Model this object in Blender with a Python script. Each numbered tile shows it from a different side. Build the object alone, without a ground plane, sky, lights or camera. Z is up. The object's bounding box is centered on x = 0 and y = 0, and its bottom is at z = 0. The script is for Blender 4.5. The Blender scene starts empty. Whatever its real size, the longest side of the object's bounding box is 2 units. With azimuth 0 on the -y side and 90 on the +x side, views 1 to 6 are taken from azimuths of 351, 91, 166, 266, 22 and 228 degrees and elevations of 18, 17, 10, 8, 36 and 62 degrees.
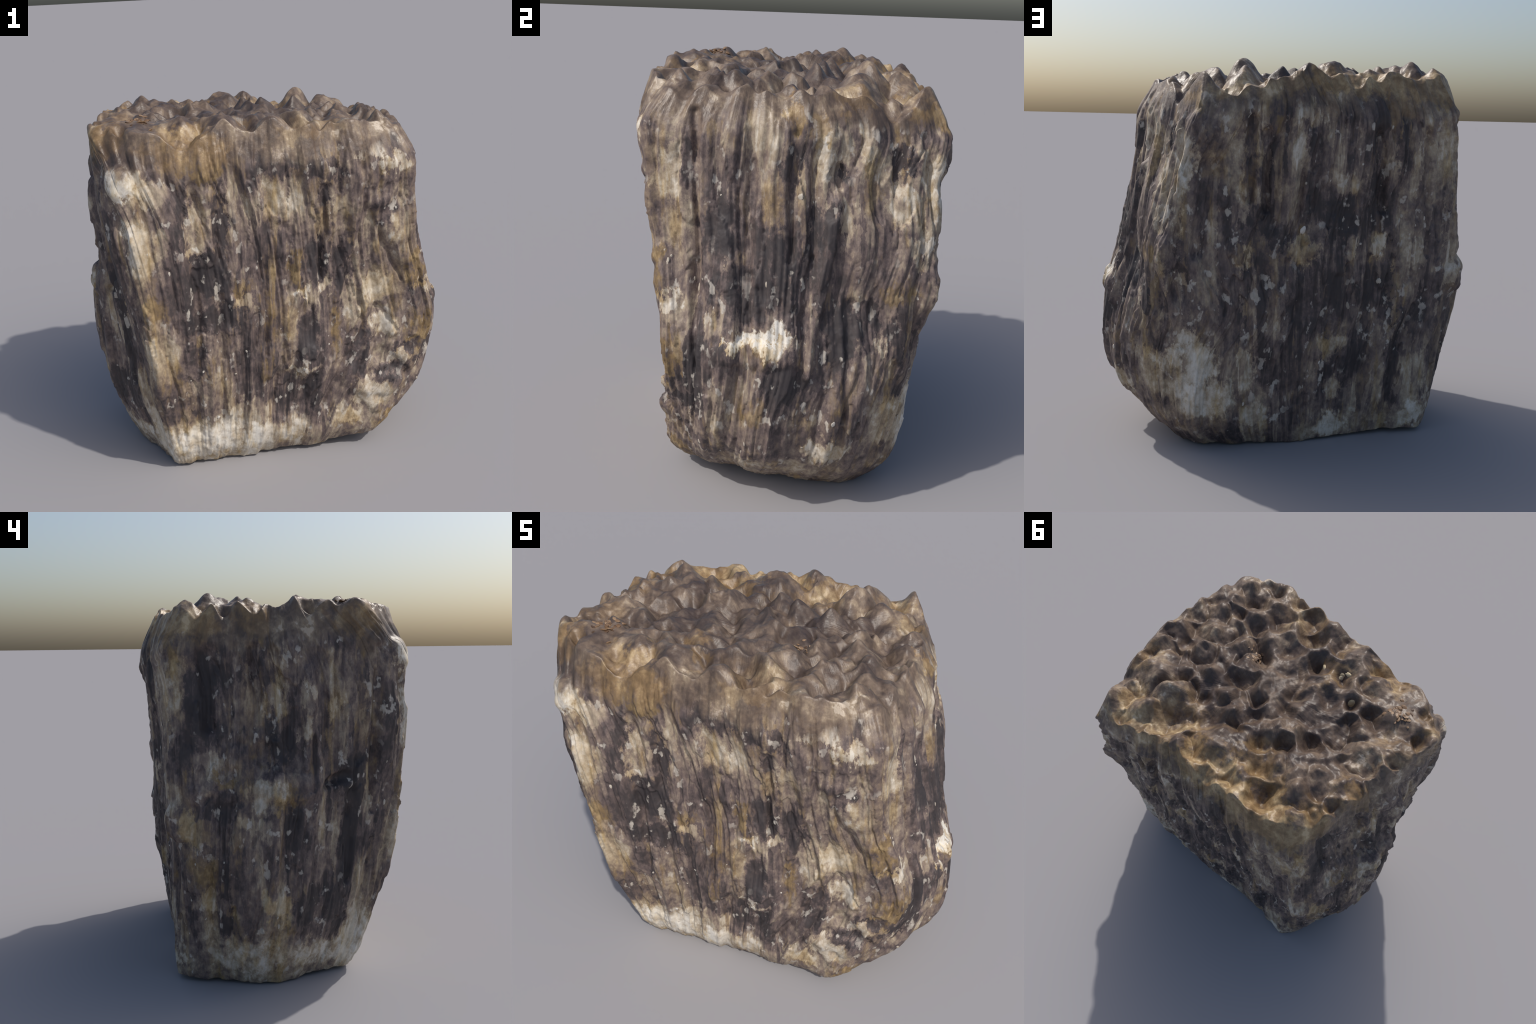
"""A tapering block of fibrous, banded mineral with a knobbly, pitted crust on top.

Built as one closed surface: vertical profile curves (edges and face lines of the block)
are lofted round the body, the crust is a height field of scooped pits and small peaks,
and both get relief from noise and hand-placed bosses, hollows and ledges.
"""
import bpy
import math
import random
import numpy as np

random.seed(7)
RNG = np.random.default_rng(7)

# ------------------------------------------------------------------ noise helpers
_perm = np.random.default_rng(11).permutation(256)
_perm = np.concatenate([_perm, _perm, _perm])
_grad = np.random.default_rng(12).normal(size=(256, 3))
_grad /= np.linalg.norm(_grad, axis=1)[:, None]


def perlin(p, seed=0):
    """Gradient noise, about -0.7..0.7, for an (n, 3) array."""
    p = p + seed * 17.31
    i = np.floor(p).astype(int)
    f = p - i
    w = f * f * f * (f * (f * 6 - 15) + 10)
    i &= 255
    out = 0
    for dx in (0, 1):
        for dy in (0, 1):
            for dz in (0, 1):
                h = _perm[_perm[_perm[i[:, 0] + dx] + i[:, 1] + dy] + i[:, 2] + dz]
                g = _grad[h]
                d = (g * (f - (dx, dy, dz))).sum(1)
                wx = w[:, 0] if dx else 1 - w[:, 0]
                wy = w[:, 1] if dy else 1 - w[:, 1]
                wz = w[:, 2] if dz else 1 - w[:, 2]
                out = out + d * wx * wy * wz
    return out


def fbm(p, octaves=4, seed=0, gain=0.5):
    s, a = 0, 1.0
    for k in range(octaves):
        s = s + a * perlin(p * 2.0 ** k, seed + k)
        a *= gain
    return s


def smooth(a, b, x):
    t = np.clip((x - a) / (b - a), 0, 1)
    return t * t * (3 - 2 * t)


# ------------------------------------------------------------------ the body: profile curves
LEVELS = [0.0, 0.12, 0.3, 0.5, 0.75, 1.0, 1.25, 1.5, 1.75, 1.9]
# one curve per edge or face line of the block, (x, y) at each level, going round from above
PROFILES = [
    # the sharp edge with the white nodule
    [(-.615, -.435), (-.63, -.495), (-.64, -.54), (-.665, -.595), (-.685, -.645), (-.70, -.695), (-.73, -.715), (-.78, -.705), (-.85, -.62), (-.90, -.475)],
    # the flat sawn-looking face
    [(-0.48, -0.435), (-0.48, -0.501), (-0.48, -0.530), (-0.48, -0.572), (-0.5, -0.617), (-0.51, -0.654), (-0.53, -0.682), (-0.56, -0.691), (-0.64, -0.668), (-0.64, -0.635)],
    [(-0.28, -0.425), (-0.26, -0.501), (-0.24, -0.530), (-0.22, -0.562), (-0.22, -0.592), (-0.22, -0.619), (-0.24, -0.637), (-0.28, -0.651), (-0.34, -0.670), (-0.34, -0.625)],
    [(0, -0.425), (0.05, -0.501), (0.08, -0.525), (0.12, -0.547), (0.14, -0.567), (0.14, -0.584), (0.1, -0.607), (0.07, -0.631), (0.03, -0.655), (0.03, -0.615)],
    [(0.25, -0.420), (0.32, -0.501), (0.4, -0.520), (0.5, -0.527), (0.54, -0.517), (0.5, -0.534), (0.45, -0.562), (0.43, -0.606), (0.4, -0.650), (0.38, -0.615)],
    # the edge that leans outward to the belly
    [(.45, -.425), (.55, -.51), (.655, -.512), (.77, -.508), (.855, -.515), (.805, -.53), (.74, -.555), (.727, -.58), (.70, -.575), (.625, -.49)],
    # the bulging fibrous face
    [(.50, -.24), (.67, -.29), (.83, -.30), (.905, -.28), (.945, -.26), (.885, -.26), (.83, -.27), (.785, -.29), (.75, -.28), (.675, -.23)],
    [(.57, -.03), (.745, -.05), (.94, -.02), (.99, .0), (.97, .05), (.90, .06), (.85, .07), (.81, .05), (.76, .07), (.68, .02)],
    [(.625, .16), (.78, .22), (.89, .29), (.915, .32), (.865, .38), (.80, .35), (.77, .40), (.73, .38), (.665, .42), (.63, .30)],
    # the edge with the frilled ridge
    [(.63, .355), (.71, .44), (.76, .495), (.78, .54), (.735, .61), (.765, .63), (.705, .665), (.655, .67), (.565, .69), (.53, .605)],
    # the broad dark face
    [(.47, .46), (.53, .55), (.54, .592), (.50, .612), (.37, .62), (.42, .628), (.34, .62), (.31, .638), (.23, .645), (.24, .59)],
    [(.03, .495), (.05, .535), (.06, .555), (.05, .572), (-.02, .578), (-.02, .587), (-.07, .587), (-.10, .617), (-.11, .62), (-.04, .57)],
    [(-.36, .46), (-.36, .478), (-.37, .495), (-.41, .51), (-.50, .52), (-.51, .54), (-.50, .545), (-.52, .577), (-.47, .583), (-.42, .535)],
    [(-.69, .472), (-.71, .48), (-.725, .47), (-.75, .462), (-.82, .452), (-.85, .472), (-.85, .478), (-.845, .485), (-.79, .528), (-.735, .46)],
    # the narrow, ledged face
    [(-.745, .26), (-.79, .27), (-.84, .27), (-.89, .26), (-.945, .24), (-.925, .22), (-.865, .21), (-.84, .21), (-.84, .26), (-.825, .22)],
    [(-.81, .02), (-.87, .02), (-.93, -.01), (-.965, -.05), (-.975, -.08), (-.965, -.11), (-.925, -.12), (-.91, -.12), (-.885, -.05), (-.855, -.02)],
    [(-.70, -.24), (-.73, -.29), (-.765, -.34), (-.79, -.38), (-.80, -.40), (-.83, -.43), (-.86, -.45), (-.905, -.45), (-.915, -.36), (-.88, -.25)],
]
PROFILES = np.array(PROFILES)
N_AROUND, N_UP, N_TOP, N_UNDER = 960, 420, 240, 40


def along_levels(curve, z):
    """Monotone-ish Catmull-Rom interpolation of a profile curve at heights z."""
    L = np.array(LEVELS)
    tang = np.gradient(curve, L, axis=0)
    k = np.clip(np.searchsorted(L, z) - 1, 0, len(L) - 2)
    h = (L[k + 1] - L[k])[..., None]
    t = np.clip((z - L[k]) / (L[k + 1] - L[k]), 0, 1.25)[..., None]
    return ((2 * t**3 - 3 * t**2 + 1) * curve[k] + (t**3 - 2 * t**2 + t) * h * tang[k]
            + (-2 * t**3 + 3 * t**2) * curve[k + 1] + (t**3 - t**2) * h * tang[k + 1])


def ring_smooth(a, sigma):
    n = int(sigma * 4) + 1
    w = np.exp(-0.5 * (np.arange(-n, n + 1) / sigma) ** 2)
    w /= w.sum()
    pad = np.concatenate([a[-n:], a, a[:n]])
    return np.stack([np.convolve(pad[:, c], w, "valid") for c in range(a.shape[1])], 1)


S = len(PROFILES)
# spread the columns evenly along the middle outline
mid = PROFILES[:, 5]
leg = np.linalg.norm(np.roll(mid, -1, 0) - mid, axis=1)
arc = np.concatenate([[0], np.cumsum(leg)])
arc_of = np.linspace(0, arc[-1], N_AROUND, endpoint=False)
station = np.interp(arc_of, arc, np.arange(S + 1))
PERIM = arc[-1]


def outline(z_of_column):
    """(x, y) of every column at its own height."""
    pts = np.stack([along_levels(PROFILES[s], z_of_column) for s in range(S)])  # S, N, 2
    k = np.floor(station).astype(int)
    f = station - k
    n = np.arange(N_AROUND)
    p0, p1, p2, p3 = (pts[(k + d) % S, n] for d in (-1, 0, 1, 2))
    f = f[:, None]
    lin = p1 * (1 - f) + p2 * f
    cat = 0.5 * (2 * p1 + (p2 - p0) * f + (2 * p0 - 5 * p1 + 4 * p2 - p3) * f**2 + (3 * p1 - p0 - 3 * p2 + p3) * f**3)
    return ring_smooth(0.55 * lin + 0.45 * cat, 6.0)


# ------------------------------------------------------------------ the crust: pits and peaks
# x, y, radius, depth
PITS = [
    (.63, -.14, .075, .10), (.52, -.19, .065, .13), (.48, -.42, .10, .11), (.43, -.55, .06, .08), (.25, -.61, .07, .07),
    (.11, -.53, .08, .10), (.25, -.41, .09, .09), (.38, -.13, .075, .09), (.02, -.46, .07, .12), (.58, .27, .06, .08),
    (.52, .03, .07, .07), (.39, .04, .08, .11), (.18, -.15, .105, .17), (.27, .09, .085, .10), (.37, .39, .085, .12),
    (.10, .04, .085, .09), (.24, .28, .06, .08), (.05, .14, .075, .10), (-.04, .03, .06, .08), (-.14, -.34, .06, .08),
    (-.38, -.58, .08, .12), (-.29, -.38, .06, .05), (-.16, -.55, .08, .06), (-.59, -.30, .075, .11), (-.55, -.12, .105, .17),
    (-.72, -.05, .10, .15), (-.22, .10, .05, .08), (.18, .46, .10, .10), (.03, .32, .08, .07), (-.05, .47, .09, .12),
    (-.18, .42, .075, .12), (-.38, .17, .055, .08), (-.61, .13, .06, .08), (-.67, .20, .055, .09), (-.38, .31, .07, .07),
    (-.37, -.09, .09, .035), (-.47, .03, .07, .08), (-.50, .42, .09, .10), (.47, .52, .06, .06), (.15, .24, .05, .06),
    (-.43, -.27, .05, .06), (-.60, -.50, .10, .02), (-.45, -.58, .11, .13), (-.62, .36, .07, .07), (-.30, .48, .07, .08),
    (-.72, -.30, .08, .03), (.05, -.32, .06, .035), (-.04, -.18, .05, .03), (-.18, -.52, .06, .07), (.56, -.06, .07, .11), (.52, .16, .07, .11), (-.17, -.14, .08, .07), (-.28, .22, .06, .05),
    (.36, .25, .06, .07), (.44, .16, .06, .07), (.50, .40, .06, .07), (.30, -.27, .07, .08), (-.08, .24, .07, .07),
    (-.13, -.24, .06, .05), (.64, .10, .05, .04), (-.33, -.22, .07, .05), (-.20, -.02, .07, .06), (.12, .38, .05, .06),
]
# x, y, radius, summit height
PEAKS = [
    (-.62, .14, .085, 1.985), (-.13, .39, .085, 1.98), (.03, .56, .075, 1.955), (.53, -.23, .065, 1.935), (.40, .01, .05, 1.94),
    (.67, -.18, .08, 1.885), (.66, .31, .07, 1.86), (.32, .49, .07, 1.945), (.29, .36, .06, 1.985), (-.71, -.13, .08, 1.985),
    (.53, -.46, .06, 1.94), (.28, -.63, .06, 1.93), (-.32, -.60, .07, 1.93), (-.02, -.02, .06, 1.965), (.07, .15, .055, 1.965),
    (.24, .12, .06, 1.965), (-.26, .11, .06, 1.98), (-.79, -.27, .06, 1.965), (-.45, .55, .06, 1.925), (.23, .60, .05, 1.895),
    (.17, -.28, .07, 1.945), (-.77, .07, .06, 1.95), (-.61, -.64, .08, 1.875), (-.16, -.64, .05, 1.86), (.10, -.62, .06, 1.89),
    (.42, -.60, .06, 1.91), (.58, -.50, .06, 1.90), (.64, .02, .05, 1.90), (.55, .47, .05, 1.86), (.43, .56, .05, 1.83),
    (-.28, .54, .05, 1.91), (-.60, .50, .06, 1.88), (-.74, .30, .07, 1.92), (-.85, -.42, .08, 1.875), (.35, -.34, .06, 1.94),
]


# scallops where the columns of the wall run out into the rim
RIM_SCALLOPS = [
    (.12, .62, .06, .09), (-.07, .61, .05, .06), (-.34, .58, .06, .07), (-.57, .56, .06, .06), (.38, .62, .06, .06), (.64, .47, .05, .05),
    (-.46, -.70, .09, .15), (-.16, -.66, .05, .04), (.05, -.66, .06, .05), (.20, -.66, .05, .05), (.33, -.68, .04, .04), (.57, -.56, .05, .05),
    (-.70, -.64, .05, .05), (-.85, .20, .05, .07), (-.90, -.03, .07, .12), (-.89, -.21, .06, .05), (-.92, -.33, .04, .04), (-.80, .38, .05, .06),
    (.74, -.28, .06, .04), (.75, -.02, .06, .05), (.74, .20, .05, .04), (.66, .42, .05, .05), (.70, -.42, .05, .04), (-.22, .58, .05, .06), (.24, .64, .05, .06),
]
_fill = np.random.default_rng(5)
SMALL_PITS = []
while len(SMALL_PITS) < 26:
    x, y = _fill.uniform(-.85, .65), _fill.uniform(-.6, .6)
    if min(math.hypot(x - p[0], y - p[1]) / (p[2] + .045) for p in PITS + SMALL_PITS) > 1:
        SMALL_PITS.append((x, y, _fill.uniform(.035, .05), _fill.uniform(.03, .06)))


while len(PEAKS) < 72:
    x, y = _fill.uniform(-.85, .68), _fill.uniform(-.62, .62)
    if (min(math.hypot(x - p[0], y - p[1]) for p in PEAKS) > .095
            and min(math.hypot(x - p[0], y - p[1]) / p[2] for p in PITS) > .85):
        PEAKS.append((x, y, _fill.uniform(.06, .09), 1.925 - .04 * x + _fill.uniform(-.03, .035)))


def crust_height(x, y):
    """Height of the top at (x, y): pits whose flanks meet in sharp crests, tipped by peaks."""
    cap = 1.905 - 0.040 * x + 0.028 * np.exp(-((x + .68) ** 2 + (y + .40) ** 2) / .2**2) - 0.012 * y - 0.02 * x * x
    for cx, cy, r, d in ((.62, .62, .36, .10), (-.82, .56, .26, .085), (-.46, -.74, .2, .04), (.74, -.55, .2, .03), (-.98, -.56, .20, .075), (.45, .30, .3, .03), (.5, -.1, .25, .015)):
        cap = cap - d * np.exp(-((x - cx) ** 2 + (y - cy) ** 2) / r**2 * 1.4)
    p = np.stack([x, y, 0 * x], -1)
    qx = x + 0.055 * perlin(p * 6, 31) + 0.030 * perlin(p * 14, 33)
    qy = y + 0.055 * perlin(p * 6, 32) + 0.030 * perlin(p * 14, 34)
    k = 75.0
    acc = np.exp(-k * (0.035 + 0.09 * perlin(p * 8, 37)))
    for cx, cy, r, d in PITS + SMALL_PITS + RIM_SCALLOPS:
        dist = np.sqrt((qx - cx) ** 2 + (qy - cy) ** 2 + (0.55 * r) ** 2) - 0.55 * r
        acc += np.exp(-k * (dist * d / (0.62 * r) - d))
    h = cap - np.log(acc) / k
    # summits pull the surface up to their own height
    up = np.full_like(x, -9.0)
    for cx, cy, r, top in PEAKS:
        d = np.sqrt((qx - cx) ** 2 + (qy - cy) ** 2 + 0.018**2) / r
        up = np.maximum(up, top + 0.021 - 0.080 * d)
    k = 70.0
    h = np.log(np.exp(k * (h - 1.9)) + np.exp(k * (np.maximum(up, 1.2) - 1.9))) / k + 1.9
    h = h + 0.034 * perlin(p * 9, 41) + 0.010 * fbm(p * 22, 2, 45)
    return h


# ------------------------------------------------------------------ lay out the one closed surface
z_top = np.full(N_AROUND, 1.88)
for _ in range(4):
    rim_xy = outline(z_top)
    z_top = np.clip(crust_height(rim_xy[:, 0], rim_xy[:, 1]) - 0.012, 1.62, 1.98)
z_top = ring_smooth(z_top[:, None], 1.5)[:, 0]
rim_xy = outline(z_top)

ang = np.linspace(0, 2 * np.pi, N_AROUND, endpoint=False)
# how far each column's foot stands above the ground
FEET = np.array([.01, .008, .004, .012, .035, .085, .05, .012, .004, .0, .006, .0, .012, .022, .008, .0, .012])
z_foot = np.interp(station, np.arange(S + 1), np.append(FEET, FEET[0]))
z_foot = ring_smooth(z_foot[:, None], 8)[:, 0]
z_foot += 0.012 * (0.5 + fbm(np.stack([arc_of * 4, 0 * arc_of, 0 * arc_of], 1), 2, 61))

rows = []
tz = np.linspace(0, 1, N_UP)
for t in tz:
    z = z_foot + (z_top - z_foot) * t
    xy = outline(z)
    rows.append(np.column_stack([xy, z]))
wall = np.stack(rows)  # N_UP, N, 3
centre_top = np.array([-.10, -.03])
top_rows = []
for t in np.linspace(1, 0, N_TOP + 1)[1:-1]:
    xy = centre_top + (rim_xy - centre_top) * t
    # near the middle the outline becomes a circle
    top_rows.append(np.column_stack([xy, crust_height(xy[:, 0], xy[:, 1])]))
top = np.stack(top_rows)
foot_xy = wall[0, :, :2]
under_rows = []
for t in np.linspace(0, 1, N_UNDER + 1)[1:-1]:
    s = 1 - t
    xy = foot_xy.mean(0) + (foot_xy - foot_xy.mean(0)) * s
    drop = np.minimum(1, t * 6)
    z = wall[0, :, 2] + 0.03 * smooth(0.0, 0.5, t)
    under_rows.append(np.column_stack([xy, z]))
under = np.stack(under_rows)

# ------------------------------------------------------------------ relief of the wall
P = wall.reshape(-1, 3)
U = np.tile(arc_of, N_UP)
Zw = P[:, 2]
du = np.roll(wall, -1, 1) - np.roll(wall, 1, 1)
dv = np.gradient(wall, axis=0)
normal = np.cross(du, dv).reshape(-1, 3)
normal /= np.linalg.norm(normal, axis=1)[:, None] + 1e-9
zt_col = np.tile(z_top, N_UP)
below_rim = zt_col - Zw

# columns and fibres: noise far finer round the block than along it
# measured round the block, so that they run straight up the faces and fan out with the taper
turn = U / PERIM * 2 * np.pi + 0.012 * fbm(np.column_stack([U * 2, Zw * 1.5, 0 * U]), 2, 3)
fib = np.column_stack([PERIM / 6.28 * np.cos(turn), PERIM / 6.28 * np.sin(turn), Zw])
f1 = fbm(fib * (7, 7, 0.25), 2, 5)
f1b = np.abs(perlin(fib * (8.5, 8.5, 0.22), 6))
f2 = np.abs(perlin(fib * (26, 26, 0.5), 8))
f3 = perlin(fib * (75, 75, 1.0), 9)
f4 = np.abs(perlin(fib * (48, 48, 0.7), 10))
columns = 0.018 * f1 + 0.048 * (np.minimum(f1b, 0.15) - 0.11)
relief = 0.022 * (np.minimum(f2, 0.2) - 0.13) + 0.0045 * f3 + 0.011 * (np.minimum(f4, .25) - .15)
# columns snapped off square: patches that stand proud, ending in short cliffs across the fibres
pl = fbm(fib * (8.0, 8.0, 1.1) + (0, 0, 3.3), 2, 14) + 0.05 * perlin(P * (30, 30, 12), 15)
relief += 0.013 * smooth(0.03, 0.05, pl) + 0.012 * smooth(0.20, 0.22, pl) - 0.010 * smooth(-0.15, -0.17, pl)
pl2 = fbm(fib * (17, 17, 2.2), 2, 19)
relief += 0.006 * smooth(0.03, 0.05, pl2)
# crumbly grain, strongest low on the block and in patches
relief += (0.003 + 0.006 * smooth(0.0, 0.3, fbm(P * 3, 2, 29)) + 0.006 * smooth(0.45, 0.15, Zw)) * fbm(P * 15, 3, 23)
# smoother under the crust and near the foot
calm = smooth(0.0, 0.22, below_rim) * (0.25 + 0.75 * smooth(0.08, 0.40, Zw))
relief = (relief - 0.006) * (0.30 + 0.70 * calm) - 0.008
nodule_skin = np.exp(-(((P[:, 0] + .79) ** 2 + (P[:, 1] + .66) ** 2) / .10**2 + (Zw - 1.69) ** 2 / .10**2) ** 2)
relief *= 1 - 0.8 * nodule_skin
columns *= 1 - 0.9 * nodule_skin
relief += columns * (0.10 + 0.90 * smooth(0.08, 0.42, Zw))
# the crust overhangs the fibres in a thick lip
relief += 0.014 * smooth(0.24, 0.16, below_rim) * smooth(-.3, .25, perlin(P * 4, 63) + 0.2)

# bosses (+) and hollows (-): x, y, z, half width, half height, height above the face
BUMPS = [
    # lobes of the wavy frill between the bulging and the broad face
    (.60, .69, 1.62, .07, .10, .020),
    (.70, .68, 1.36, .06, .13, .018),
    (.775, .64, 1.05, .06, .10, .022),
    (.785, .60, .68, .06, .09, .020),
    (-.80, -.66, 1.70, .075, .07, .018),
    (-.76, -.69, 1.63, .07, .09, .014),
    (-.86, .47, .87, .065, .10, .048),
    (-.95, -.08, 1.06, .15, .07, .030),
    (-.93, .02, 1.22, .07, .06, -.025),
    (-.86, .17, 1.20, .05, .06, .025),
    (-.86, .22, 1.04, .10, .07, .02),
    (-.85, .37, 1.02, .05, .06, .02),
    (.12, -.60, .86, .055, .11, -.022),
    (-.45, -.66, 1.35, .055, .30, -.022),
    (-.22, -.65, 1.30, .06, .22, .020),
    (.64, -.55, 1.36, .08, .12, .018),
    (.48, -.57, 1.28, .10, .20, .022),
    (.0, -.56, .42, .12, .14, -.02),
    (.74, -.52, .62, .045, .05, -.018),
    (.55, -.52, .40, .12, .06, .02),
    (.93, -.10, .80, .17, .05, .020),
    (.80, .42, 1.20, .14, .20, .022),
    (.52, -.60, 1.60, .11, .13, .036),
    (.36, -.62, 1.57, .06, .15, .018),
    (-.05, -.61, 1.11, .10, .13, -.024),
    (.13, -.57, .62, .06, .10, .026),
    (-.10, -.58, .65, .06, .10, .024),
    (.10, .57, .88, .06, .10, .024),
    (.70, .48, 1.56, .03, .12, -.028),
    (.76, .23, 1.53, .02, .06, -.035),
    (-.16, .57, 1.15, .05, .15, -.012),
    (.20, .58, .68, .10, .18, .025),
    (.07, .60, 1.05, .08, .06, .020),
    (-.36, .55, 1.04, .03, .05, .015),
    (.74, .64, 1.10, .05, .25, .025),
    (.66, .62, .90, .04, .10, -.03),
    (-.80, -.62, 1.25, .07, .22, .020),
    (-.14, .0, 1.2, .01, .01, 0),
]
for cx, cy, cz, a, b, hgt in BUMPS:
    q = ((P[:, 0] - cx) ** 2 + (P[:, 1] - cy) ** 2) / a**2 + (Zw - cz) ** 2 / b**2
    relief += hgt * np.exp(-q**3.0 * 0.6)

# grooves (-) and ribs (+): from point, to point, half width, height
LINES = [
    # slanted slabs and recesses low on the flat face, beside the leaning edge
    ((.52, -.60, 1.46), (.68, -.55, 1.14), .065, .026), ((.72, -.53, 1.05), (.62, -.52, .72), .055, .020), ((.56, -.52, .58), (.74, -.51, .42), .045, -.024),
    ((.36, -.55, .50), (.52, -.53, .26), .05, .018),
    # the stepped rib of the edge above the nodule face
    ((-.74, -.71, 1.4), (-.66, -.60, .55), .035, .014),
    ((-.44, -.69, 1.65), (-.46, -.62, .67), .028, -.014), ((.22, -.59, 1.6), (.20, -.57, 1.05), .02, -.026),
    ((.46, -.60, 1.44), (.66, -.52, 1.02), .014, -.012), ((.53, -.52, .86), (.20, -.55, .31), .024, -.022),
    ((.60, -.52, .80), (.30, -.55, .28), .016, -.014), ((.47, -.53, .92), (.14, -.56, .40), .018, .016),
    ((.56, -.51, .86), (.64, -.53, .72), .014, -.010), ((.40, -.58, 1.5), (.30, -.55, .95), .030, .018),
    ((-.34, -.66, 1.5), (-.33, -.6, .7), .02, -.014), ((.02, -.62, 1.5), (.0, -.59, .75), .025, .014), ((-.08, -.63, 1.5), (-.10, -.6, .7), .02, -.014),
    ((.79, .22, 1.43), (.94, .12, .71), .030, .026), ((.84, .30, 1.0), (.86, .27, .5), .025, -.02), ((.73, -.38, 1.78), (.87, -.36, 1.03), .018, -.02),
    ((.77, .04, 1.69), (.87, .03, 1.19), .028, -.022), ((.84, -.38, 1.16), (.93, -.36, .63), .018, -.022), ((.78, -.14, 1.7), (.86, -.14, 1.1), .025, -.015),
    ((.79, .14, 1.65), (.82, .12, 1.2), .025, -.015), ((.66, .60, 1.7), (.70, .66, 1.35), .02, -.02),
    ((.25, .66, 1.62), (.23, .6, 1.25), .028, -.03), ((.31, .67, 1.68), (.32, .62, 1.3), .026, -.03), ((-.34, .6, 1.62), (-.39, .55, 1.24), .035, -.03),
    ((-.48, .6, 1.67), (-.52, .53, 1.24), .03, .015), ((.02, .63, 1.6), (.03, .57, 1.1), .035, .018), ((-.15, .57, .9), (-.1, .56, .6), .02, -.015),
    ((.52, .67, 1.45), (.58, .66, 1.05), .05, -.032), ((-.62, .55, 1.6), (-.66, .52, 1.0), .025, -.02),
    ((-.31, -.60, .85), (-.31, -.56, .35), .035, .022), ((-.02, -.65, 1.72), (-.0, -.63, 1.45), .05, .02), ((-.37, -.66, 1.6), (-.37, -.64, 1.25), .03, .018),
    ((-.90, -.02, 1.7), (-.92, -.02, 1.3), .03, -.018), ((-.90, .08, 1.72), (-.91, .07, 1.35), .03, -.03), ((-.90, .30, 1.7), (-.90, .29, 1.35), .045, -.03),
    ((-.94, -.2, 1.62), (-.95, -.18, 1.15), .028, .018), ((-.85, -.36, 1.1), (-.93, -.28, 1.05), .03, -.035), 
    ((-.90, -.54, 1.72), (-.78, -.52, .9), .022, -.02), ((-.88, -.42, 1.0), (-.80, -.4, .55), .035, -.028), ((-.96, -.03, .95), (-.95, -.02, .6), .03, .015),
    ((-.92, .14, 1.7), (-.92, .14, 1.3), .03, .015), ((-.88, .28, 1.0), (-.84, .28, .5), .025, -.02),
]
for p0, p1, half, hgt in LINES:
    p0, p1 = np.array(p0), np.array(p1)
    d = p1 - p0
    near = np.abs(Zw - (p0[2] + p1[2]) / 2) < abs(d[2]) / 2 + 4 * half
    q = P[near] + 0.012 * np.stack([perlin(P[near] * 9, 51), perlin(P[near] * 9, 52), 0 * Zw[near]], 1)
    t = np.clip(((q - p0) @ d) / (d @ d), 0, 1)
    g = q - p0 - t[:, None] * d
    # distance across the face only; depth into the block does not count
    n_ = normal[near]
    g = g - (g * n_).sum(1)[:, None] * n_
    same_side = smooth(0.35, 0.2, np.abs(((q - p0 - t[:, None] * d) * n_).sum(1)))
    dist = np.sqrt((g**2).sum(1)) / (half * (1 - 0.45 * t))
    relief[near] += hgt * np.exp(-dist**3 * 0.7) * same_side

wall = (P + normal * relief[:, None]).reshape(N_UP, N_AROUND, 3)
# the crust's own edge follows the top row
top[:, :, 2] += 0
rim_shift = (wall[-1] - np.column_stack([rim_xy, z_top]))
fade = np.linspace(1, 0, N_TOP + 1)[1:-1] ** 8
top[:, :, :2] += rim_shift[None, :, :2] * fade[:, None, None]
foot_shift = wall[0, :, :2] - foot_xy
under[:, :, :2] += foot_shift[None] * (np.linspace(1, 0, N_UNDER + 1)[1:-1] ** 2)[:, None, None]
up_p = under.reshape(-1, 3)
under[:, :, 2] += (0.008 * (1 + fbm(up_p * 7, 3, 71))).reshape(under.shape[:2])

grid = np.concatenate([under[::-1], wall, top])
R = len(grid)
# soften the sharp turn at the rim and the foot
def soften(g, r0, r1, times):
    for _ in range(times):
        m = 0.25 * (g[r0 - 1:r1 - 1] + g[r0 + 1:r1 + 1] + np.roll(g[r0:r1], 1, 1) + np.roll(g[r0:r1], -1, 1))
        g[r0:r1] = 0.4 * g[r0:r1] + 0.6 * m
soften(grid, N_UNDER - 1 + N_UP - 5, N_UNDER - 1 + N_UP + 5, 4)
soften(grid, N_UNDER - 2, N_UNDER + 3, 2)

verts = np.concatenate([grid.reshape(-1, 3), [grid[0].mean(0)], [[centre_top[0], centre_top[1], float(crust_height(centre_top[:1], centre_top[1:])[0])]]])
low = verts[:, 2].min()
verts[:, 2] -= low

i = np.arange(N_AROUND)
j = (i + 1) % N_AROUND
quads = []
for r in range(R - 1):
    a = r * N_AROUND
    quads.append(np.stack([a + i, a + j, a + N_AROUND + j, a + N_AROUND + i], 1))
quads = np.concatenate(quads)
last = (R - 1) * N_AROUND
n0 = R * N_AROUND
tris_bottom = np.stack([j, i, np.full(N_AROUND, n0)], 1)
tris_top = np.stack([last + i, last + j, np.full(N_AROUND, n0 + 1)], 1)


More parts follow.
